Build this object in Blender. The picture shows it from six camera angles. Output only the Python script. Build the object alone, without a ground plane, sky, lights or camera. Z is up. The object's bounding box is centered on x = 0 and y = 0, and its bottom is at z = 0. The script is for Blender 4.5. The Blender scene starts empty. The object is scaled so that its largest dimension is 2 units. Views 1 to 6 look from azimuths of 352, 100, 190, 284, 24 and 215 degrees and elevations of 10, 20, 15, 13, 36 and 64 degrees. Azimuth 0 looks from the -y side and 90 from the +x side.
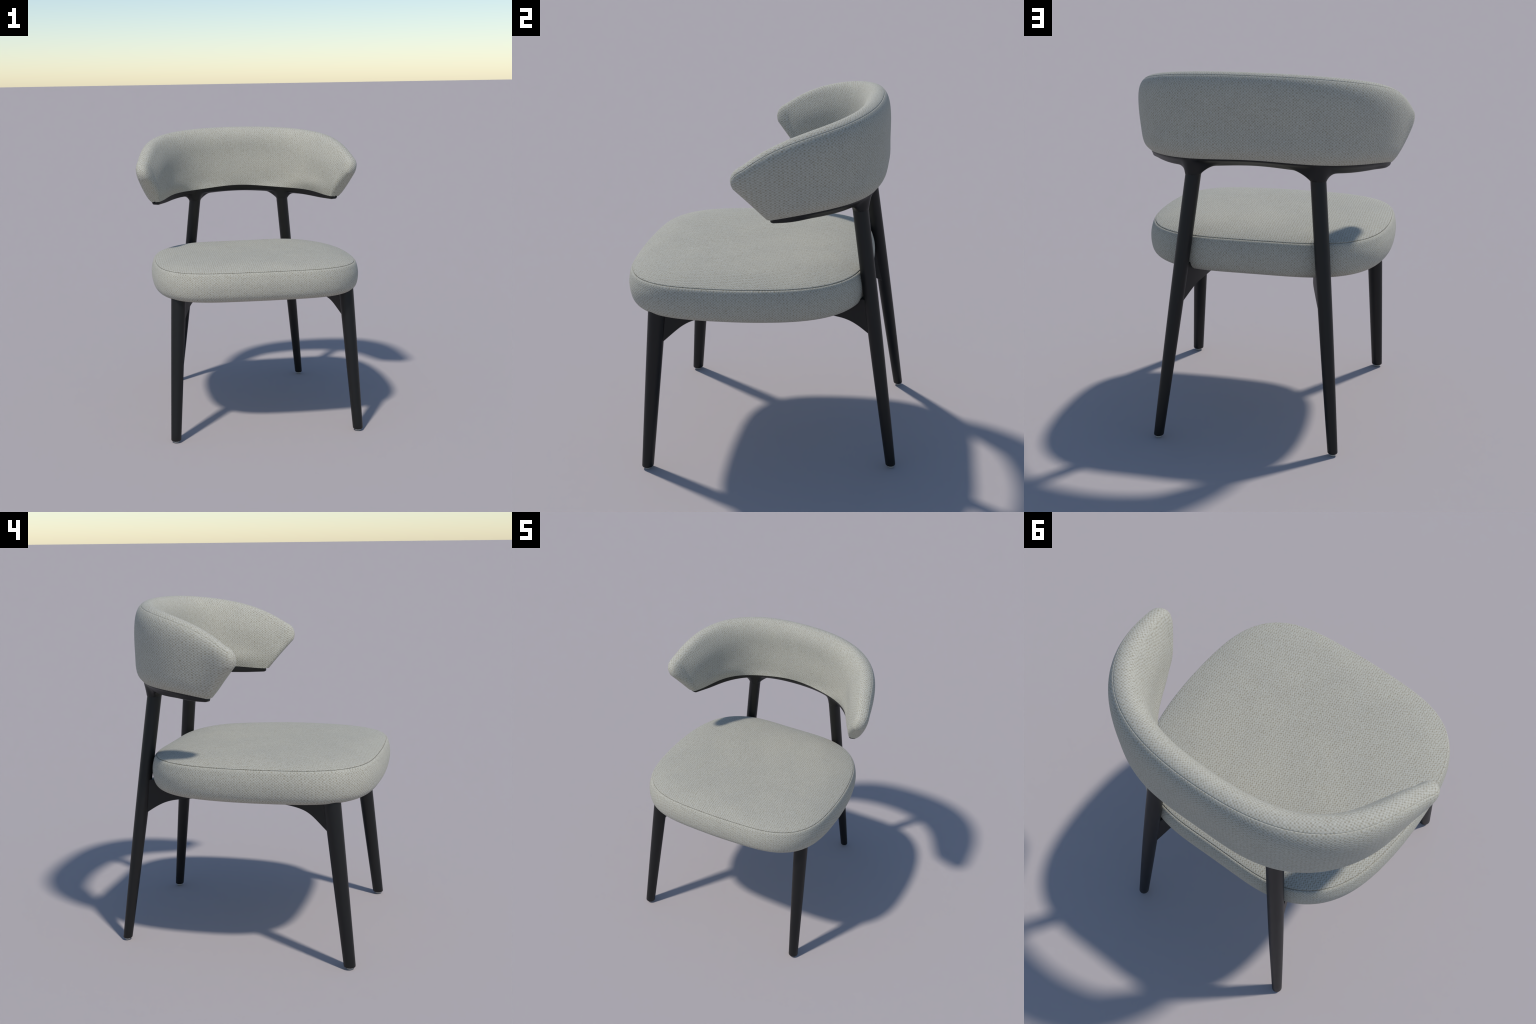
import bpy, math
import numpy as np

rng = np.random.default_rng(7)
unit = lambda v: v / np.linalg.norm(v, axis=-1, keepdims=True)

# ------------------------------------------------------------------ materials
class Nodes:
    def __init__(self, name):
        self.mat = bpy.data.materials.new(name)
        self.mat.use_nodes = True
        self.nt = self.mat.node_tree
        self.bsdf = self.nt.nodes["Principled BSDF"]

    def new(self, kind, **kw):
        n = self.nt.nodes.new(kind)
        for k, v in kw.items():
            setattr(n, k, v)
        return n

    def put(self, sock, val):
        if hasattr(val, "links"):
            self.nt.links.new(val, sock)
        else:
            sock.default_value = val

    def math(self, op, a, b=0.0, c=None):
        n = self.new("ShaderNodeMath", operation=op)
        self.put(n.inputs[0], a)
        self.put(n.inputs[1], b)
        if c is not None:
            self.put(n.inputs[2], c)
        return n.outputs[0]

    def noise(self, vec, scale, detail=2.0, rough=0.5):
        n = self.new("ShaderNodeTexNoise")
        self.put(n.inputs["Vector"], vec)
        n.inputs["Scale"].default_value = scale
        n.inputs["Detail"].default_value = detail
        n.inputs["Roughness"].default_value = rough
        return n.outputs["Fac"]

    def mix(self, fac, a, b, mode="MIX"):
        n = self.new("ShaderNodeMix", data_type="RGBA", blend_type=mode)
        self.put(n.inputs[0], fac)
        self.put(n.inputs[6], a)
        self.put(n.inputs[7], b)
        return n.outputs[2]


def fabric(name, layout):
    """Woven upholstery computed from Object coordinates.  The weave is a
    staggered lattice of raised yarn and tan gaps; the threads run along x / y
    on the flat seat, and around / up / across on the wrapped parts, picked by
    the direction of the surface normal."""
    m = Nodes(name)
    tc = m.new("ShaderNodeTexCoord")
    obj = tc.outputs["Object"]
    # irregular yarn: a small wobble of the coordinates
    wob = m.new("ShaderNodeTexNoise")
    m.put(wob.inputs["Vector"], obj)
    wob.inputs["Scale"].default_value = 45.0
    wob.inputs["Detail"].default_value = 2.0
    dv = m.new("ShaderNodeVectorMath", operation="SUBTRACT")
    m.put(dv.inputs[0], wob.outputs["Color"])
    dv.inputs[1].default_value = (0.5, 0.5, 0.5)
    sc = m.new("ShaderNodeVectorMath", operation="SCALE")
    m.put(sc.inputs[0], dv.outputs[0])
    sc.inputs["Scale"].default_value = 0.0145
    ad = m.new("ShaderNodeVectorMath", operation="ADD")
    m.put(ad.inputs[0], obj)
    m.put(ad.inputs[1], sc.outputs[0])
    sep = m.new("ShaderNodeSeparateXYZ")
    m.put(sep.inputs[0], ad.outputs[0])
    x, y, z = sep.outputs

    def weave(u, v, cu=0.0078, cv=0.0072, rib=0.08):
        a = m.math("COSINE", m.math("MULTIPLY", u, math.pi / cu))
        b = m.math("COSINE", m.math("MULTIPLY", v, math.pi / cv))
        h = m.math("SUBTRACT", 0.52, m.math("MULTIPLY", m.math("MULTIPLY", a, b), 0.42))
        return m.math("ADD", h, m.math("MULTIPLY", a, rib))    # faint ribs

    def blend(f, a, b):
        n = m.new("ShaderNodeMix", data_type="FLOAT")
        m.put(n.inputs[0], f)
        m.put(n.inputs[2], a)
        m.put(n.inputs[3], b)
        return n.outputs[0]

    def ease(val, lo, hi):
        n = m.new("ShaderNodeMapRange", interpolation_type="SMOOTHSTEP")
        m.put(n.inputs[0], val)
        n.inputs[1].default_value, n.inputs[2].default_value = lo, hi
        return n.outputs[0]

    if layout == "flat":
        height = weave(x, y, 0.0068, 0.0070, 0.20)
    else:
        ang = m.math("ARCTAN2", x, y)
        u = m.math("MULTIPLY", ang, 0.70)
        r = m.math("SQRT", m.math("ADD", m.math("MULTIPLY", x, x), m.math("MULTIPLY", y, y)))
        nsep = m.new("ShaderNodeSeparateXYZ")
        m.put(nsep.inputs[0], m.new("ShaderNodeNewGeometry").outputs["Normal"])
        nx, ny, nz = nsep.outputs
        if layout == "pad":        # cloth is stretched towards the arm tips
            u = m.math("SUBTRACT", u, m.math("MULTIPLY", m.math("MULTIPLY", m.math("MULTIPLY", ang, ang), ang), 0.030))
        up = ease(m.math("ABSOLUTE", nz), 0.55, 0.75)
        side = m.math("DIVIDE", m.math("SUBTRACT", m.math("MULTIPLY", nx, y), m.math("MULTIPLY", ny, x)), r)
        side = ease(m.math("ABSOLUTE", side), 0.62, 0.80)
        height = blend(up, weave(u, z), weave(u, r, 0.0076, 0.0078) if layout == "pad" else weave(u, r))
        height = blend(side, height, weave(r, z))
    fuzz = m.noise(obj, 210.0, 2.0)
    yarn = m.noise(obj, 95.0, 1.0)
    height = m.math("ADD", height, m.math("MULTIPLY", m.math("SUBTRACT", fuzz, 0.5), 0.5))
    height = m.math("ADD", height, m.math("MULTIPLY", m.math("SUBTRACT", yarn, 0.5), 0.8))
    ramp = m.new("ShaderNodeValToRGB")
    m.put(ramp.inputs[0], height)
    e = ramp.color_ramp.elements
    e[0].position, e[0].color = 0.00, GAP
    e[1].position, e[1].color = 1.00, YARN_HI
    mid = ramp.color_ramp.elements.new(0.42)
    mid.color = YARN
    cloud = m.noise(obj, 8.0, 3.0, 0.6)
    lvl = {"flat": 0.985, "wrap": 1.0, "pad": 1.03}[layout]
    tint = m.mix(cloud, (0.93 * lvl, 0.935 * lvl, 0.95 * lvl, 1), (1.06 * lvl, 1.055 * lvl, 1.035 * lvl, 1))
    col = m.mix(1.0, ramp.outputs[0], tint, "MULTIPLY")
    m.put(m.bsdf.inputs["Base Color"], col)
    m.bsdf.inputs["Roughness"].default_value = 0.92
    m.bsdf.inputs["Specular IOR Level"].default_value = 0.2
    m.bsdf.inputs["Sheen Weight"].default_value = 0.06
    m.bsdf.inputs["Sheen Roughness"].default_value = 0.5
    bump = m.new("ShaderNodeBump")
    bump.inputs["Strength"].default_value = 0.45
    bump.inputs["Distance"].default_value = 0.0014
    m.put(bump.inputs["Height"], height)
    m.put(m.bsdf.inputs["Normal"], bump.outputs[0])
    return m.mat


GAP = (0.2867, 0.2601, 0.1976, 1)
YARN = (0.3957, 0.3779, 0.3153, 1)
YARN_HI = (0.4700, 0.4583, 0.4036, 1)


def black_wood():
    m = Nodes("black_lacquered_wood")
    tc = m.new("ShaderNodeTexCoord")
    mp = m.new("ShaderNodeMapping")
    mp.inputs["Scale"].default_value = (60, 60, 5)
    m.put(mp.inputs[0], tc.outputs["Object"])
    g = m.noise(mp.outputs[0], 1.0, 4.0, 0.6)
    col = m.mix(g, (0.0042, 0.0042, 0.0044, 1), (0.0070, 0.0069, 0.0067, 1))
    m.put(m.bsdf.inputs["Base Color"], col)
    m.put(m.bsdf.inputs["Roughness"], m.math("ADD", 0.40, m.math("MULTIPLY", g, 0.1)))
    m.bsdf.inputs["Specular IOR Level"].default_value = 0.36
    bump = m.new("ShaderNodeBump")
    bump.inputs["Strength"].default_value = 0.08
    bump.inputs["Distance"].default_value = 0.001
    m.put(bump.inputs["Height"], g)
    m.put(m.bsdf.inputs["Normal"], bump.outputs[0])
    return m.mat


def glide_plastic():
    m = Nodes("glide_plastic")
    tc = m.new("ShaderNodeTexCoord")
    n = m.noise(tc.outputs["Object"], 120.0, 2.0)
    m.put(m.bsdf.inputs["Base Color"], m.mix(n, (0.42, 0.40, 0.36, 1), (0.52, 0.50, 0.46, 1)))
    m.bsdf.inputs["Roughness"].default_value = 0.5
    return m.mat


def shadow_tube_mat():
    m = Nodes("seam_shadow_tube")
    tc = m.new("ShaderNodeTexCoord")
    n = m.noise(tc.outputs["Object"], 300.0, 2.0)
    m.put(m.bsdf.inputs["Base Color"], m.mix(n, (0.19, 0.18, 0.15, 1), (0.26, 0.25, 0.215, 1)))
    m.bsdf.inputs["Roughness"].default_value = 0.9
    return m.mat


SEAM_SHADE = shadow_tube_mat()
FAB_TOP = fabric("woven_fabric_seat", "flat")
FAB_BAND = fabric("woven_fabric_band", "wrap")
FAB_OUT = fabric("woven_fabric_shell", "pad")
FAB_IN = FAB_OUT
WOOD = black_wood()
GLIDE = glide_plastic()


# ------------------------------------------------------------------ mesh tools
def make(name, verts, faces, mat, parent, smooth_angle=None):
    me = bpy.data.meshes.new(name)
    me.from_pydata([tuple(map(float, v)) for v in verts], [], faces)
    me.materials.append(mat)
    import bmesh
    bm = bmesh.new()
    bm.from_mesh(me)
    bmesh.ops.remove_doubles(bm, verts=bm.verts, dist=1e-6)
    bmesh.ops.recalc_face_normals(bm, faces=bm.faces)
    bm.to_mesh(me)
    bm.free()
    me.shade_smooth()
    if smooth_angle:
        me.set_sharp_from_angle(angle=math.radians(smooth_angle))
    ob = bpy.data.objects.new(name, me)
    bpy.context.scene.collection.objects.link(ob)
    ob.parent = parent
    return ob


def grid(S, wrap_u=False, wrap_v=False, cap_first=False, cap_last=False):
    nu, nv = S.shape[:2]
    f = []
    for i in range(nu if wrap_u else nu - 1):
        j = (i + 1) % nu
        for k in range(nv if wrap_v else nv - 1):
            l = (k + 1) % nv
            f.append((i * nv + k, j * nv + k, j * nv + l, i * nv + l))
    if cap_first:
        f.append(tuple(range(nv)))
    if cap_last:
        f.append(tuple((nu - 1) * nv + k for k in range(nv)))
    return S.reshape(-1, 3), f


def spline_rows(ctrl, n, power=0.7, tt=None):
    """natural cubic spline through the control points of every row"""
    m, k, _ = ctrl.shape
    d = np.linalg.norm(np.diff(ctrl, axis=1), axis=2).mean(0) ** power
    t = np.r_[0, np.cumsum(d)]
    t /= t[-1]
    h = np.diff(t)
    A = np.zeros((k, k))
    A[0, 0] = A[-1, -1] = 1
    for i in range(1, k - 1):
        A[i, i - 1], A[i, i], A[i, i + 1] = h[i - 1], 2 * (h[i - 1] + h[i]), h[i]
    rhs = np.zeros((k, m * 3))
    y = ctrl.transpose(1, 0, 2).reshape(k, -1)
    for i in range(1, k - 1):
        rhs[i] = 6 * ((y[i + 1] - y[i]) / h[i] - (y[i] - y[i - 1]) / h[i - 1])
    M = np.linalg.solve(A, rhs)
    if tt is None:
        tt = np.linspace(0, 1, n)
    elif callable(tt):
        tt = tt(t)
    i = np.clip(np.searchsorted(t, tt, side="right") - 1, 0, k - 2)
    a, b, H = (t[i + 1] - tt)[:, None], (tt - t[i])[:, None], h[i][:, None]
    Y = M[i] * a**3 / (6 * H) + M[i + 1] * b**3 / (6 * H) \
        + (y[i] / H - M[i] * H / 6) * a + (y[i + 1] / H - M[i + 1] * H / 6) * b
    return Y.reshape(len(tt), m, 3).transpose(1, 0, 2)


def ring_curve(coef_r, coef_z, deg):
    """plan curve r(angle), z(angle), symmetric about the y axis (cosine series)"""
    th = np.radians(np.atleast_1d(deg).astype(float))
    a = th - math.pi / 2
    r = np.cos(np.outer(a, np.arange(len(coef_r)))) @ np.array(coef_r)
    z = np.cos(np.outer(a, np.arange(len(coef_z)))) @ np.array(coef_z)
    return np.stack([r * np.cos(th), r * np.sin(th), z], -1)


def smoothstep(x):
    x = np.clip(x, 0, 1)
    return x * x * (3 - 2 * x)


# ------------------------------------------------------------------ root
chair = bpy.data.objects.new("upholstered_chair", None)
bpy.context.scene.collection.objects.link(chair)
chair["label"] = "dining chair with curved grey fabric backrest and black wooden legs"
chair["category"] = "dining chair"

# ------------------------------------------------------------------ seat cushion
CX, CY = 0.005, -0.05
PLAN = [0.7061, 0.0348, -0.0154, -0.0041, -0.0475, -0.0028, -0.0015, 0.0029, 0.0035, 0.0011]
NT = 240
th = np.linspace(0, 2 * math.pi, NT, endpoint=False)
R = np.cos(np.outer(th + math.pi / 2, np.arange(len(PLAN)))) @ np.array(PLAN)
R = R + 0.0045 * np.exp(-((th - math.pi / 2) / 0.24)**2)      # keep the rear edge flat
rim = np.stack([CX + R * np.cos(th), CY + R * np.sin(th)], -1)
tg = np.roll(rim, -1, 0) - np.roll(rim, 1, 0)
nrm = unit(np.stack([tg[:, 1], -tg[:, 0]], -1))
tilt = -0.0075 * np.sin(th)          # front edge sits slightly higher


def seat_ring(d, z):
    return np.concatenate([rim + nrm * d, (z + tilt)[:, None]], 1)


# side band: seam lip, bulging wall, rounded lower edge, dished underside
prof = np.array([[-0.0070, 1.107], [-0.0045, 1.1170], [-0.0010, 1.1216], [0.0055, 1.1182],
                 [0.0165, 1.092], [0.0232, 1.060], [0.0245, 1.030], [0.0205, 0.992],
                 [0.0080, 0.957], [-0.016, 0.936], [-0.055, 0.923], [-0.110, 0.911],
                 [-0.200, 0.896], [-0.320, 0.886], [-0.430, 0.880]])
pc = spline_rows(np.stack([prof[:, 0], 0 * prof[:, 0], prof[:, 1]], -1)[None], 70)[0]
band = np.stack([seat_ring(p[0], p[2]) for p in pc])
v, f = grid(band, wrap_v=True, cap_last=True)
seat = make("seat", v, f, FAB_BAND, chair)

# top panel: pillow that rises steeply next to the seam and is nearly flat inside
rows = []
edge = np.array([[-0.0090, 1.1150], [-0.0062, 1.1190], [-0.0030, 1.1222], [-0.0022, 1.1245],
                 [-0.0040, 1.1266], [-0.0078, 1.1285]])      # rounded rim that overhangs the seam slot
for d, z in spline_rows(np.stack([edge[:, 0], 0 * edge[:, 0], edge[:, 1]], -1)[None], 14)[0][:, [0, 2]]:
    rows.append(seat_ring(d, z))
wav = rng.uniform(0, 2 * math.pi, (6,))
for q in np.linspace(0.981, 0.0, 72):
    xy = np.array([CX, CY]) + (rim - [CX, CY]) * q
    zc = 1.1256 + tilt * q + 0.0465 * (1 - q**5.75)
    w = 0.0011 * (np.sin(9 * xy[:, 0] + 4 * xy[:, 1] + wav[0]) + np.sin(-5 * xy[:, 0] + 11 * xy[:, 1] + wav[1])
                  + 0.7 * np.sin(17 * xy[:, 0] + 8 * xy[:, 1] + wav[2])) * smoothstep((1 - q) / 0.25)
    rows.append(np.concatenate([xy, (zc + w)[:, None]], 1))
rows[-1][:] = rows[-1].mean(0)
v, f = grid(np.stack(rows), wrap_v=True)
f = [q for q in f]
seat_top = make("seat_top", v, f, FAB_TOP, seat)

# slot's shadow line modelled as a thread at the bottom of the seam groove
tr = np.linspace(0, 2 * math.pi, 10, endpoint=False)
shade_tube = np.stack([seat_ring(-0.0046 + 0.0012 * math.cos(q), 1.1194 + 0.0012 * math.sin(q)) for q in tr])
v, f = grid(shade_tube, wrap_u=True, wrap_v=True)
make("seam_shadow_tube", v, f, SEAM_SHADE, seat)

# ------------------------------------------------------------------ backrest pad
SEAM = ([0.9785, -0.4109, 0.1402, -0.0078, -0.063, 0.025, -0.0034],
        [1.4004, 0.8656, -0.3633, 0.0866, -0.001, -0.0052])
OUT_LOW = ([0.6386, 0.0772, -0.0164, -0.0325, -0.0134, 0.009, -0.0103],
           [1.4559, 0.1181, -0.0189, -0.0014, -0.0019, 0.0061])
IN_LOW = ([0.8776, -0.4246, 0.0913, 0.045, -0.0523, -0.0106, 0.0137],
          [1.6438, -0.1773, 0.1084, 0.0008, -0.0297, 0.0178])
# section offsets along the pad: arm-end correction, then arm -> middle (Bernstein)
SECT = dict(wall_foot=[-0.0137, 0.026, 0.0393, 0.0254],
            wall_low=[-0.0007, 0.0252, 0.0634, 0.0322],
            wall_high=[0.002, 0.0256, 0.0566, 0.0348],
            roll_in=[-0.0045, 0.052, 0.0652, 0.0566],
            roll_up=[0.0002, 0.0015, 0.0103, 0.0095],
            thick_top=[-0.0061, 0.0824, 0.1168, 0.106],
            thick_mid=[-0.0575, 0.1437, 0.1371, 0.1131],
            thick_low=[-0.063, 0.1475, 0.138, 0.117],
            thick_foot=[-0.085, 0.155, 0.14, 0.116])
END_T, END_B, CAP_T, CAP_B, CAP_DROP, CAP_EXP = 2.06, 11.42, 0.0933, 0.0250, 0.0801, 2.35

NS, NC = 120, 22
s = np.linspace(0, 1, NS)
BER = np.stack([np.exp(-s / .13), (1 - s)**3, 3 * s * (1 - s)**2, 3 * s * s * (1 - s) + s**3])
g = {k: (np.array(c) @ BER)[:, None] for k, c in SECT.items()}
o = ring_curve(*OUT_LOW, END_B + (90 - END_B) * s)
t = ring_curve(*SEAM, END_T + (90 - END_T) * s)
i_ = ring_curve(*IN_LOW, END_B + (90 - END_B) * s + 1 - s)
hd = t - o
H = np.linalg.norm(hd, axis=1)[:, None]
hd = hd / H
tan = unit(np.gradient(o + t, axis=0))
mo = unit(np.cross(hd, tan))
mo = np.where((mo * (o * [1, 1, 0])).sum(1, keepdims=True) > 0, mo, -mo)
P = lambda fr, d: o + fr * H * hd + d * mo
ctrl = np.stack([o, P(.09, g["wall_foot"]), P(.32, g["wall_low"]), P(.7, g["wall_high"]), t,
                 t - g["roll_in"] * mo + g["roll_up"] * hd,
                 P(.87, -g["thick_top"]), P(.6, -g["thick_mid"]), P(.28, -g["thick_low"]),
                 P(.09, -g["thick_foot"]), i_], 1)
SEAM_K = 4
NO, NI = 44, 70


def params(t_):
    a = t_[SEAM_K]
    dens = lambda n: 1 - (1 - np.linspace(0, 1, n))**2.2     # crowd samples at the seam
    return np.concatenate([a * dens(NO), a + (1 - a) * (1 - dens(NI)[::-1])[1:]])


S = spline_rows(ctrl, 0, tt=params)
# rounded arm ends: sections shrink towards a medial line while moving forward
s0 = S[0]
top = t[0] - .5 * g["thick_top"][0] * mo[0] - CAP_DROP * hd[0]
bot = (o[0] + i_[0]) / 2
fw = unit(np.cross(mo[0], hd[0]))
fw = fw if fw[1] < 0 else -fw
ax = top - bot
w = np.clip(((s0 - bot) @ ax) / (ax @ ax), 0, 1)
Md = bot + w[:, None] * ax
L = (CAP_B + (CAP_T - CAP_B) * w)[:, None]
fw_w = unit(fw * np.concatenate([np.ones_like(w)[:, None]] * 2 + [w[:, None]], 1))
cap = [Md + (s0 - Md) * (1 - x**CAP_EXP)**(1 / CAP_EXP) + fw_w * L * x
       for x in np.sin(np.linspace(math.pi / 2, 0, NC)[:-1])]
S = np.concatenate([np.array(cap), S])
S = np.concatenate([S, S[::-1][1:] * [-1, 1, 1]])

# stitched groove along the seam (fades out over the arm ends)
du, dv = np.gradient(S, axis=0), np.gradient(S, axis=1)
Nn = np.cross(du, dv)
Nn = Nn / (np.linalg.norm(Nn, axis=-1, keepdims=True) + 1e-12)
mid = S[len(S) // 2, NO // 2]
if Nn[len(S) // 2, NO // 2, 1] < 0:
    Nn = -Nn
dist = np.linalg.norm(S - S[:, NO - 1:NO], axis=-1)
idx = np.minimum(np.arange(len(S)), np.arange(len(S))[::-1])
fade = smoothstep((idx - 4) / 12.0)[:, None]
groove = 0.0021 * np.exp(-(dist / 0.0020)**2)
S = S - Nn * (groove * fade)[..., None]

v, f = grid(S[:, :NO])
backrest = make("backrest", v, f, FAB_OUT, chair)
v, f = grid(S[:, NO - 1:])
inner_pad = make("backrest_inner_pad", v, f, FAB_IN, backrest)

# ------------------------------------------------------------------ wooden back rail
RAIL_F = ([0.8196, -0.3228, 0.079, 0.0395, -0.0664, 0.0119], [1.6555, -0.2548, 0.1582, -0.0394, 0.0062])
RAIL_B = ([0.6168, 0.0677, -0.0873, -0.021, 0.0395, -0.0369], [1.5543, -0.1045, 0.0858, -0.0387, 0.0204])
LEG_BACK = (np.array([0.486, 0.72, 0.0]), np.array([-0.1047, -0.1141, 1.0]))
LEG_TOP_Z = 1.452
leg_at = lambda leg, z: leg[0] + leg[1] * z

deg = np.linspace(12.8, 90, 260)
O_ = ring_curve(*OUT_LOW, deg)
I_ = ring_curve(*IN_LOW, deg)
F_ = ring_curve(*RAIL_F, deg)
B_ = ring_curve(*RAIL_B, deg)
# towards the arm ends the keel settles to a thin lath below the pad
e = smoothstep((30 - deg) / 16)[:, None]
Fe = I_ * 0.85 + O_ * 0.15
Be = I_ * 0.25 + O_ * 0.75
Fe[:, 2] = Be[:, 2] = 1.4810
F_ = F_ * (1 - e) + Fe * e
B_ = B_ * (1 - e) + Be * e
inset = unit((I_ - O_) * [1, 1, 0])
O_ = O_ + inset * 0.003
I_ = I_ - inset * 0.002
up = np.array([0, 0, 0.004])
sec = np.stack([O_ + up, O_ - up * 0.8, O_ * .5 + B_ * .5 - inset * .004 - up * 0.4, B_, (B_ + F_) / 2 - up * .3, F_,
                F_ * .5 + I_ * .5 + inset * .003, I_ - up * 0.8, I_ + up], 1)
rail = spline_rows(sec, 64, power=0.8)
# lower side flares down into the back leg with a long inner and a short outer fillet
la = leg_at(LEG_BACK, LEG_TOP_Z)
k = np.argmin(np.linalg.norm((O_ + I_)[:, :2] / 2 - la[:2], axis=1))
tdir = unit(((O_ + I_)[k + 3] - (O_ + I_)[k - 3])[:2])
ndir = np.array([-tdir[1], tdir[0]])
RL = 0.0425
rel = rail[..., :2] - la[:2]
a, b = rel @ tdir, rel @ ndir
rad = np.hypot(a, b) + 1e-9
dd = np.maximum(0, rad - RL)
La = np.where(a > 0, 0.20, 0.095)
Lf = 1 / np.sqrt((a / rad / La)**2 + (b / rad / 0.026)**2)
wt = np.clip(1 - dd / Lf, 0, 1)**(2.4 + 1.9 * np.abs(a) / rad)
low = smoothstep(np.minimum(np.arange(64), np.arange(64)[::-1]) / 5.0)[None]
wt = wt * low
rail[..., 2] += (LEG_TOP_Z - rail[..., 2]) * wt
# rounded ends
e0 = rail[0]
c0 = (O_[0] + I_[0]) / 2
c0[2] = 1.490
fwd = unit(np.array([c0[0] - ((O_[8] + I_[8]) / 2)[0], c0[1] - ((O_[8] + I_[8]) / 2)[1], 0]))
ax = unit((O_[0] - I_[0]) * [1, 1, 0])
hw = np.linalg.norm((O_[0] - I_[0])[:2]) * 0.08
ww = np.clip((e0 - c0) @ ax, -hw, hw)[:, None]
Mr = c0 + ww * ax
caps = [Mr + (e0 - Mr) * [math.cos(q), math.cos(q), math.cos(q)] + fwd * 0.019 * math.sin(q)
        for q in np.linspace(math.pi / 2, 0, 10)[:-1]]
rail = np.concatenate([np.array(caps), rail])
rail = np.concatenate([rail, rail[::-1][1:] * [-1, 1, 1]])
v, f = grid(rail, wrap_v=True)
back_rail = make("back_rail", v, f, WOOD, chair, smooth_angle=50)

# ------------------------------------------------------------------ legs
def leg_mesh(name, foot, axis, ztop, profile):
    rings = []
    nz = 56
    a = np.linspace(0, 2 * math.pi, nz, endpoint=False)
    for z, r in profile:
        c = foot + axis * z
        rings.append(np.stack([c[0] + r * np.cos(a), c[1] + r * np.sin(a), np.full(nz, z)], -1))
    v, f = grid(np.stack(rings), wrap_v=True, cap_first=True, cap_last=True)
    leg = make(name, v, f, WOOD, chair, smooth_angle=40)
    z0 = profile[0][0]
    gr = profile[0][1] * 0.72
    rings = []
    for z, r in [(0.0, gr * 0.9), (0.0015, gr), (z0 + 0.004, gr)]:
        c = foot + axis * z
        rings.append(np.stack([c[0] + r * np.cos(a), c[1] + r * np.sin(a), np.full(nz, z)], -1))
    v, f = grid(np.stack(rings), wrap_v=True, cap_first=True, cap_last=True)
    make("foot_glide", v, f, GLIDE, leg, smooth_angle=40)
    return leg


def taper(z0, z1, r0, r1, bow=0.0, n=24):
    zs = np.linspace(z0 + 0.008, z1, n)
    u = (zs - zs[0]) / (zs[-1] - zs[0])
    rs = r0 + (r1 - r0) * u + bow * np.sin(math.pi * u)
    head = [(z0, r0 - 0.006), (z0 + 0.0025, r0 - 0.0025), (z0 + 0.005, r0 - 0.0007)]
    return head + list(zip(zs, rs))


front = taper(0.010, 0.965, 0.0335, 0.0490, 0.0005)
back = taper(0.010, 1.458, 0.0275, 0.0418, 0.0035)
front_axes = [(np.array([0.632, -0.642, 0.0]), np.array([(0.583 - 0.632) / .85, (-0.535 + 0.642) / .85, 1.0])),
              (np.array([-0.598, -0.642, 0.0]), np.array([(-0.552 + 0.598) / .85, (-0.536 + 0.642) / .85, 1.0]))]
back_axes = [LEG_BACK, (LEG_BACK[0] * [-1, 1, 1], LEG_BACK[1] * [-1, 1, 1])]
for fo, axs in front_axes:
    leg_mesh("leg", fo, axs, 0.965, front)
for fo, axs in back_axes:
    leg_mesh("leg", fo, axs, 1.458, back)

# ------------------------------------------------------------------ side aprons (arched, bowed inwards)
def apron(fr, bk, sx):
    p0 = (fr[0] + fr[1] * 0.87)[:2]
    p3 = (bk[0] + bk[1] * 0.87)[:2]
    d0 = np.array([math.cos(math.radians(115)) * sx, math.sin(math.radians(115))])
    d3 = np.array([math.cos(math.radians(-112)) * sx, math.sin(math.radians(-112))])
    q = np.linspace(0, 1, 80)[:, None]
    p1, p2 = p0 + d0 * 0.42, p3 + d3 * 0.5
    c = p0 * (1 - q)**3 + 3 * p1 * q * (1 - q)**2 + 3 * p2 * q * q * (1 - q) + p3 * q**3
    arc = np.r_[0, np.cumsum(np.linalg.norm(np.diff(c, axis=0), axis=1))]
    n2 = unit(np.gradient(c, axis=0))
    n2 = np.stack([n2[:, 1], -n2[:, 0]], -1)
    sf, sb = arc, arc[-1] - arc
    zf = np.interp(sf, [0, .045, .08, .115, .15, .19, .25, .32], [.755, .787, .812, .838, .857, .869, .876, .878])
    zb = np.interp(sb, [0, .05, .1, .14, .19, .25, .32], [.762, .795, .823, .838, .847, .852, .856])
    w = smoothstep((arc / arc[-1] - 0.4) / 0.2)
    zl = zf * (1 - w) + zb * w
    ker = np.ones(5) / 5
    zl[2:-2] = np.convolve(zl, ker, "valid")
    hw, top = 0.027, 0.972
    ring = []
    for du_, zz in [(-1, top - .003), (-.9, top), (.9, top), (1, top - .003)]:
        ring.append(np.concatenate([c + n2 * hw * du_, np.full((80, 1), zz)], 1))
    for du_, dz in [(1, .004), (.85, 0), (-.85, 0), (-1, .004)]:
        ring.append(np.concatenate([c + n2 * hw * du_, (zl + dz)[:, None]], 1))
    v, f = grid(np.stack(ring, 1), wrap_v=True, cap_first=True, cap_last=True)
    make("apron", v, f, WOOD, chair, smooth_angle=35)


apron(front_axes[0], back_axes[0], 1)
apron(front_axes[1], back_axes[1], -1)
